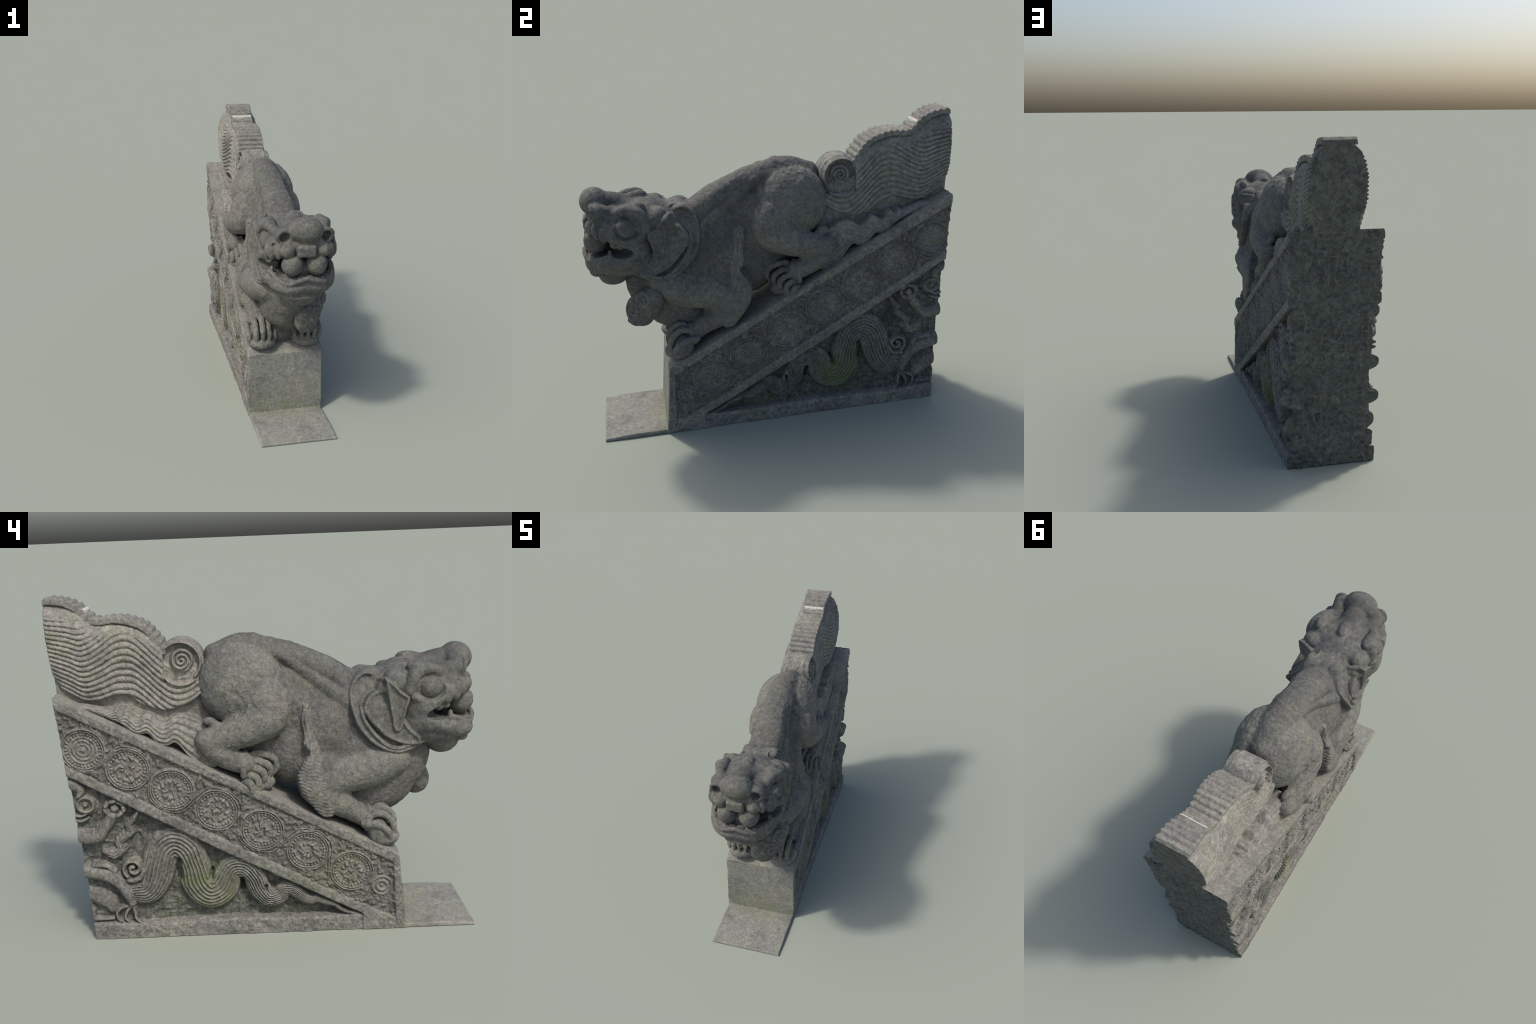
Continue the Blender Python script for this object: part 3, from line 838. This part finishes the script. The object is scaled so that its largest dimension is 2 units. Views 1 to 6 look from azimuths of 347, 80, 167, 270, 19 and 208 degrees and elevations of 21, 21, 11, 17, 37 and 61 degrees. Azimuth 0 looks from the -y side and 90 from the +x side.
for c, r in (((.178, -.838, 1.108), (.018, .020, .018)), ((.182, -.806, 1.10), (.016, .018, .018)), ((.172, -.862, 1.058), (.012, .013, .026)), ((.160, -.890, 1.036), (.016, .018, .018)), ((.138, -.918, 1.022), (.02, .016, .016)),
             ((.105, -.948, 1.016), (.02, .014, .022)), ((.070, -.962, 1.022), (.02, .013, .016)), ((.025, -.968, 1.036), (.024, .012, .018))):
    H.part("lower_tooth", True); tooth(c, r, .006)
H.part("nose")
H.ell((0, -.920, 1.302), (.102, .076, .072), .010)
H.ridge([(0, -.80, 1.32), (.055, -.84, 1.30), (.09, -.87, 1.26)], .012, -.004)
H.part("nostril", True)
H.limb([(.10, -.80, 1.248, .030), (.113, -.86, 1.258, .042), (.118, -.900, 1.268, .045)], .03)
H.dig((.122, -.952, 1.270), (.033, .060, .035), .005)
H.limb([(.122+.036*math.sin(t), -.922-.012*math.cos(t), 1.270+.037*math.cos(t), .0105) for t in np.linspace(-.5, math.pi+.5, 9)], .006)
H.part("lip_knob", True)
H.ell((.165, -.868, 1.212), (.030, .030, .024), .008)
H.dig((.172, -.90, 1.215), (.012, .02, .011), .004)
# eyes under heavy brows: lids and brows first, then the socket, then the ball
H.part("brow", True)
H.limb([(.190, -.662, 1.185, .026), (.196, -.674, 1.228, .030), (.184, -.700, 1.264, .033), (.162, -.750, 1.277, .032), (.140, -.802, 1.258, .030)], .018)
H.ell((.158, -.612, 1.222), (.046, .045, .045), .018)
H.part("eyelid", True)
H.limb([(.194, -.69, 1.150, .017), (.202, -.74, 1.132, .016), (.200, -.80, 1.136, .016), (.184, -.85, 1.160, .015)], .016)
H.dig((.232, -.768, 1.194), (.062, .068, .058), .008)
H.part("eye", True)
H.ell((.172, -.768, 1.192), (.052, .056, .052), .002)
H.ridge([(.195, -.655, 1.165), (.203, -.690, 1.215), (.195, -.730, 1.250), (.178, -.78, 1.252)], .007, -.006)
# knobs on the crown
H.part("crown_knob", True)
H.ell((.150, -.715, 1.285), (.032, .060, .032), .012, rotx(.1))
H.part("crown_knob", True)
H.ell((.135, -.600, 1.245), (.048, .045, .034), .014)
H.part("horn")
H.ell((0, -.705, 1.312), (.036, .062, .026), .010, rotx(.12))
H.dig((.0, -.628, 1.345), (.06, .02, .03), .006)
# ear and mane lobe
H.part("mane_lobe", True)
lobe = [(-.545, 1.19), (-.495, 1.18), (-.459, 1.143), (-.446, 1.10), (-.472, 1.053), (-.515, 1.005), (-.558, .965), (-.631, .929), (-.709, .923), (-.72, .96), (-.66, 1.02), (-.62, 1.10), (-.60, 1.16)]
H.plate(lobe, lambda y, z: .160-.02*sm(z, 1.08, 1.2), lambda y, z, o: .030+.010*np.exp(-((o+.010)/.009)**2), .008, .012)
H.part("ear", True)
ear = [(-.550, 1.245), (-.598, 1.215), (-.622, 1.185), (-.664, 1.153), (-.652, 1.10), (-.640, 1.04), (-.625, .995), (-.592, 1.0), (-.575, 1.08), (-.558, 1.17)]
H.plate(ear, lambda y, z: .180+.010*sm(z, 1.0, 1.2), lambda y, z, o: .014+.011*np.exp(-((o+.009)/.008)**2), .006, .010)
H.limb([(.095, -.535, 1.212, .014), (.13, -.540, 1.230, .012), (.165, -.553, 1.233, .012), (.188, -.575, 1.222, .012), (.194, -.605, 1.205, .011)], .008)
H.limb([(.10, -.53, 1.20, .02), (.15, -.54, 1.20, .02), (.18, -.55, 1.19, .016)], .02)
# collar: a rolled mane band that ends in scrolls on the nape
H.part("collar")
H.limb([(.0, -.445, 1.203, .044), (.05, -.45, 1.193, .044), (.090, -.445, 1.160, .043), (.112, -.44, 1.11, .043), (.130, -.44, 1.06, .043), (.140, -.475, .99, .04), (.145, -.54, .94, .034), (.135, -.63, .92, .028), (.10, -.70, .92, .022), (.0, -.76, .93, .02)], .012)
band = [(-.515, 1.250), (-.465, 1.268), (-.415, 1.235), (-.390, 1.19), (-.386, 1.14), (-.395, 1.09), (-.412, 1.04), (-.446, .985), (-.507, .927), (-.60, .887), (-.69, .900), (-.745, .935), (-.69, .935), (-.60, .922), (-.535, .962), (-.485, 1.02), (-.455, 1.075), (-.45, 1.13), (-.49, 1.185)]
H.plate(band, lambda y, z: .170-.100*sm(z, 1.06, 1.25)-.03*sm(y, -.60, -.74), lambda y, z, o: .026+.014*np.exp(-((o+.010)/.009)**2), .008, .014)
H.part("scroll", True)
ca, sa = math.cos(.55), math.sin(.55)
c0 = np.array([.056, -.502, 1.208]); nrm = np.array([.86, -.12, .50]); nrm /= np.linalg.norm(nrm)
sl, A, Yv, Zv = H.block(c0-.11, c0+.11)
hgt = (A-c0[0])*nrm[0]+(Yv-c0[1])*nrm[1]+(Zv-c0[2])*nrm[2]
rad = np.sqrt(np.maximum((A-c0[0])**2+(Yv-c0[1])**2+(Zv-c0[2])**2-hgt**2, 0))
disc = np.maximum(rad-.050, np.abs(hgt)-.030-.006*np.exp(-((rad-.048)/.008)**2)+.005*np.exp(-((rad-.024)/.006)**2)-.012*np.exp(-(rad/.015)**2))
H.add(sl, disc.astype(f32), .010)

def info_head(S):
    nm = [n for n, _ in S.names]
    top = ("neck", "head", "collar")
    head = nm.index("head")*2
    def f(k):
        n = nm[k//2]
        return (n, MAT["head"], None if n in top else (nm.index("collar")*2 if n in ("scroll", "mane_lobe") else head))
    return f
build(H, info_head, (.0020, .0014), 71)
del H

# ================================================================== CHEST TUFT (hangs to one side)
# its own frame: u across the leaf's thickness, v along it (down-front to up-back), w across it
C = Solid(.14, (-.18, -.16), (.26, .16), .0030)
C.part("chest_tuft")
C.ell((0, -.015, 0), (.066, .098, .088), 0)
C.ell((0, .065, .0), (.060, .085, .080), .02)
C.ell((0, .125, -.002), (.052, .075, .066), .02)
P, Q, L = C.skin()
P = relax(P, Q, 1)
N = vnormals(P, Q)
def spiral_dist(P, cy, cz, R, ph, turns, hand):
    i = np.linspace(0, 1, 70)
    r = R*(1-.85*i); th = ph+hand*i*turns*2*math.pi
    pts = np.stack([cy+r*np.cos(th), cz+r*np.sin(th)], 1)
    return poly_dist(P[:, 1], P[:, 2], pts)[0]
out = sm(N[:, 0], .1, .5)
dd = np.minimum(spiral_dist(P, .015, .015, .056, 3.4, 1.45, -1), spiral_dist(P, .118, .012, .050, 3.0, 1.45, -1))
low = spline([(-.09, .0), (-.06, -.045), (-.01, -.068), (.05, -.066), (.10, -.055)], 8)
dd = np.minimum(dd, poly_dist(P[:, 1], P[:, 2], low)[0])
P = P+N*(out*(.010*np.exp(-(dd/.0075)**2)-.003))[:, None]
P = P+N*(.0016*noise3(P, 20, 91)+.0012*noise3(P, 60, 92))[:, None]
ev = np.array([.17, .16, .22]); ev /= np.linalg.norm(ev)
eu = np.array([.75, -.65, 0]); eu -= ev*(eu@ev); eu /= np.linalg.norm(eu)
ew = np.cross(eu, ev)
if ew[2] < 0: ew = -ew; 
P = np.array([.094, -.730, .704])+P[:, :1]*eu+P[:, 1:2]*ev+P[:, 2:3]*ew
fn = np.cross(P[Q[:, 2]]-P[Q[:, 0]], P[Q[:, 3]]-P[Q[:, 1]])
if ((P[Q].mean(1)-P.mean(0))*fn).sum() < 0: Q = Q[:, ::-1]
mesh_object("chest_tuft", P, Q, MAT["head"], root, vnormals(P, Q))
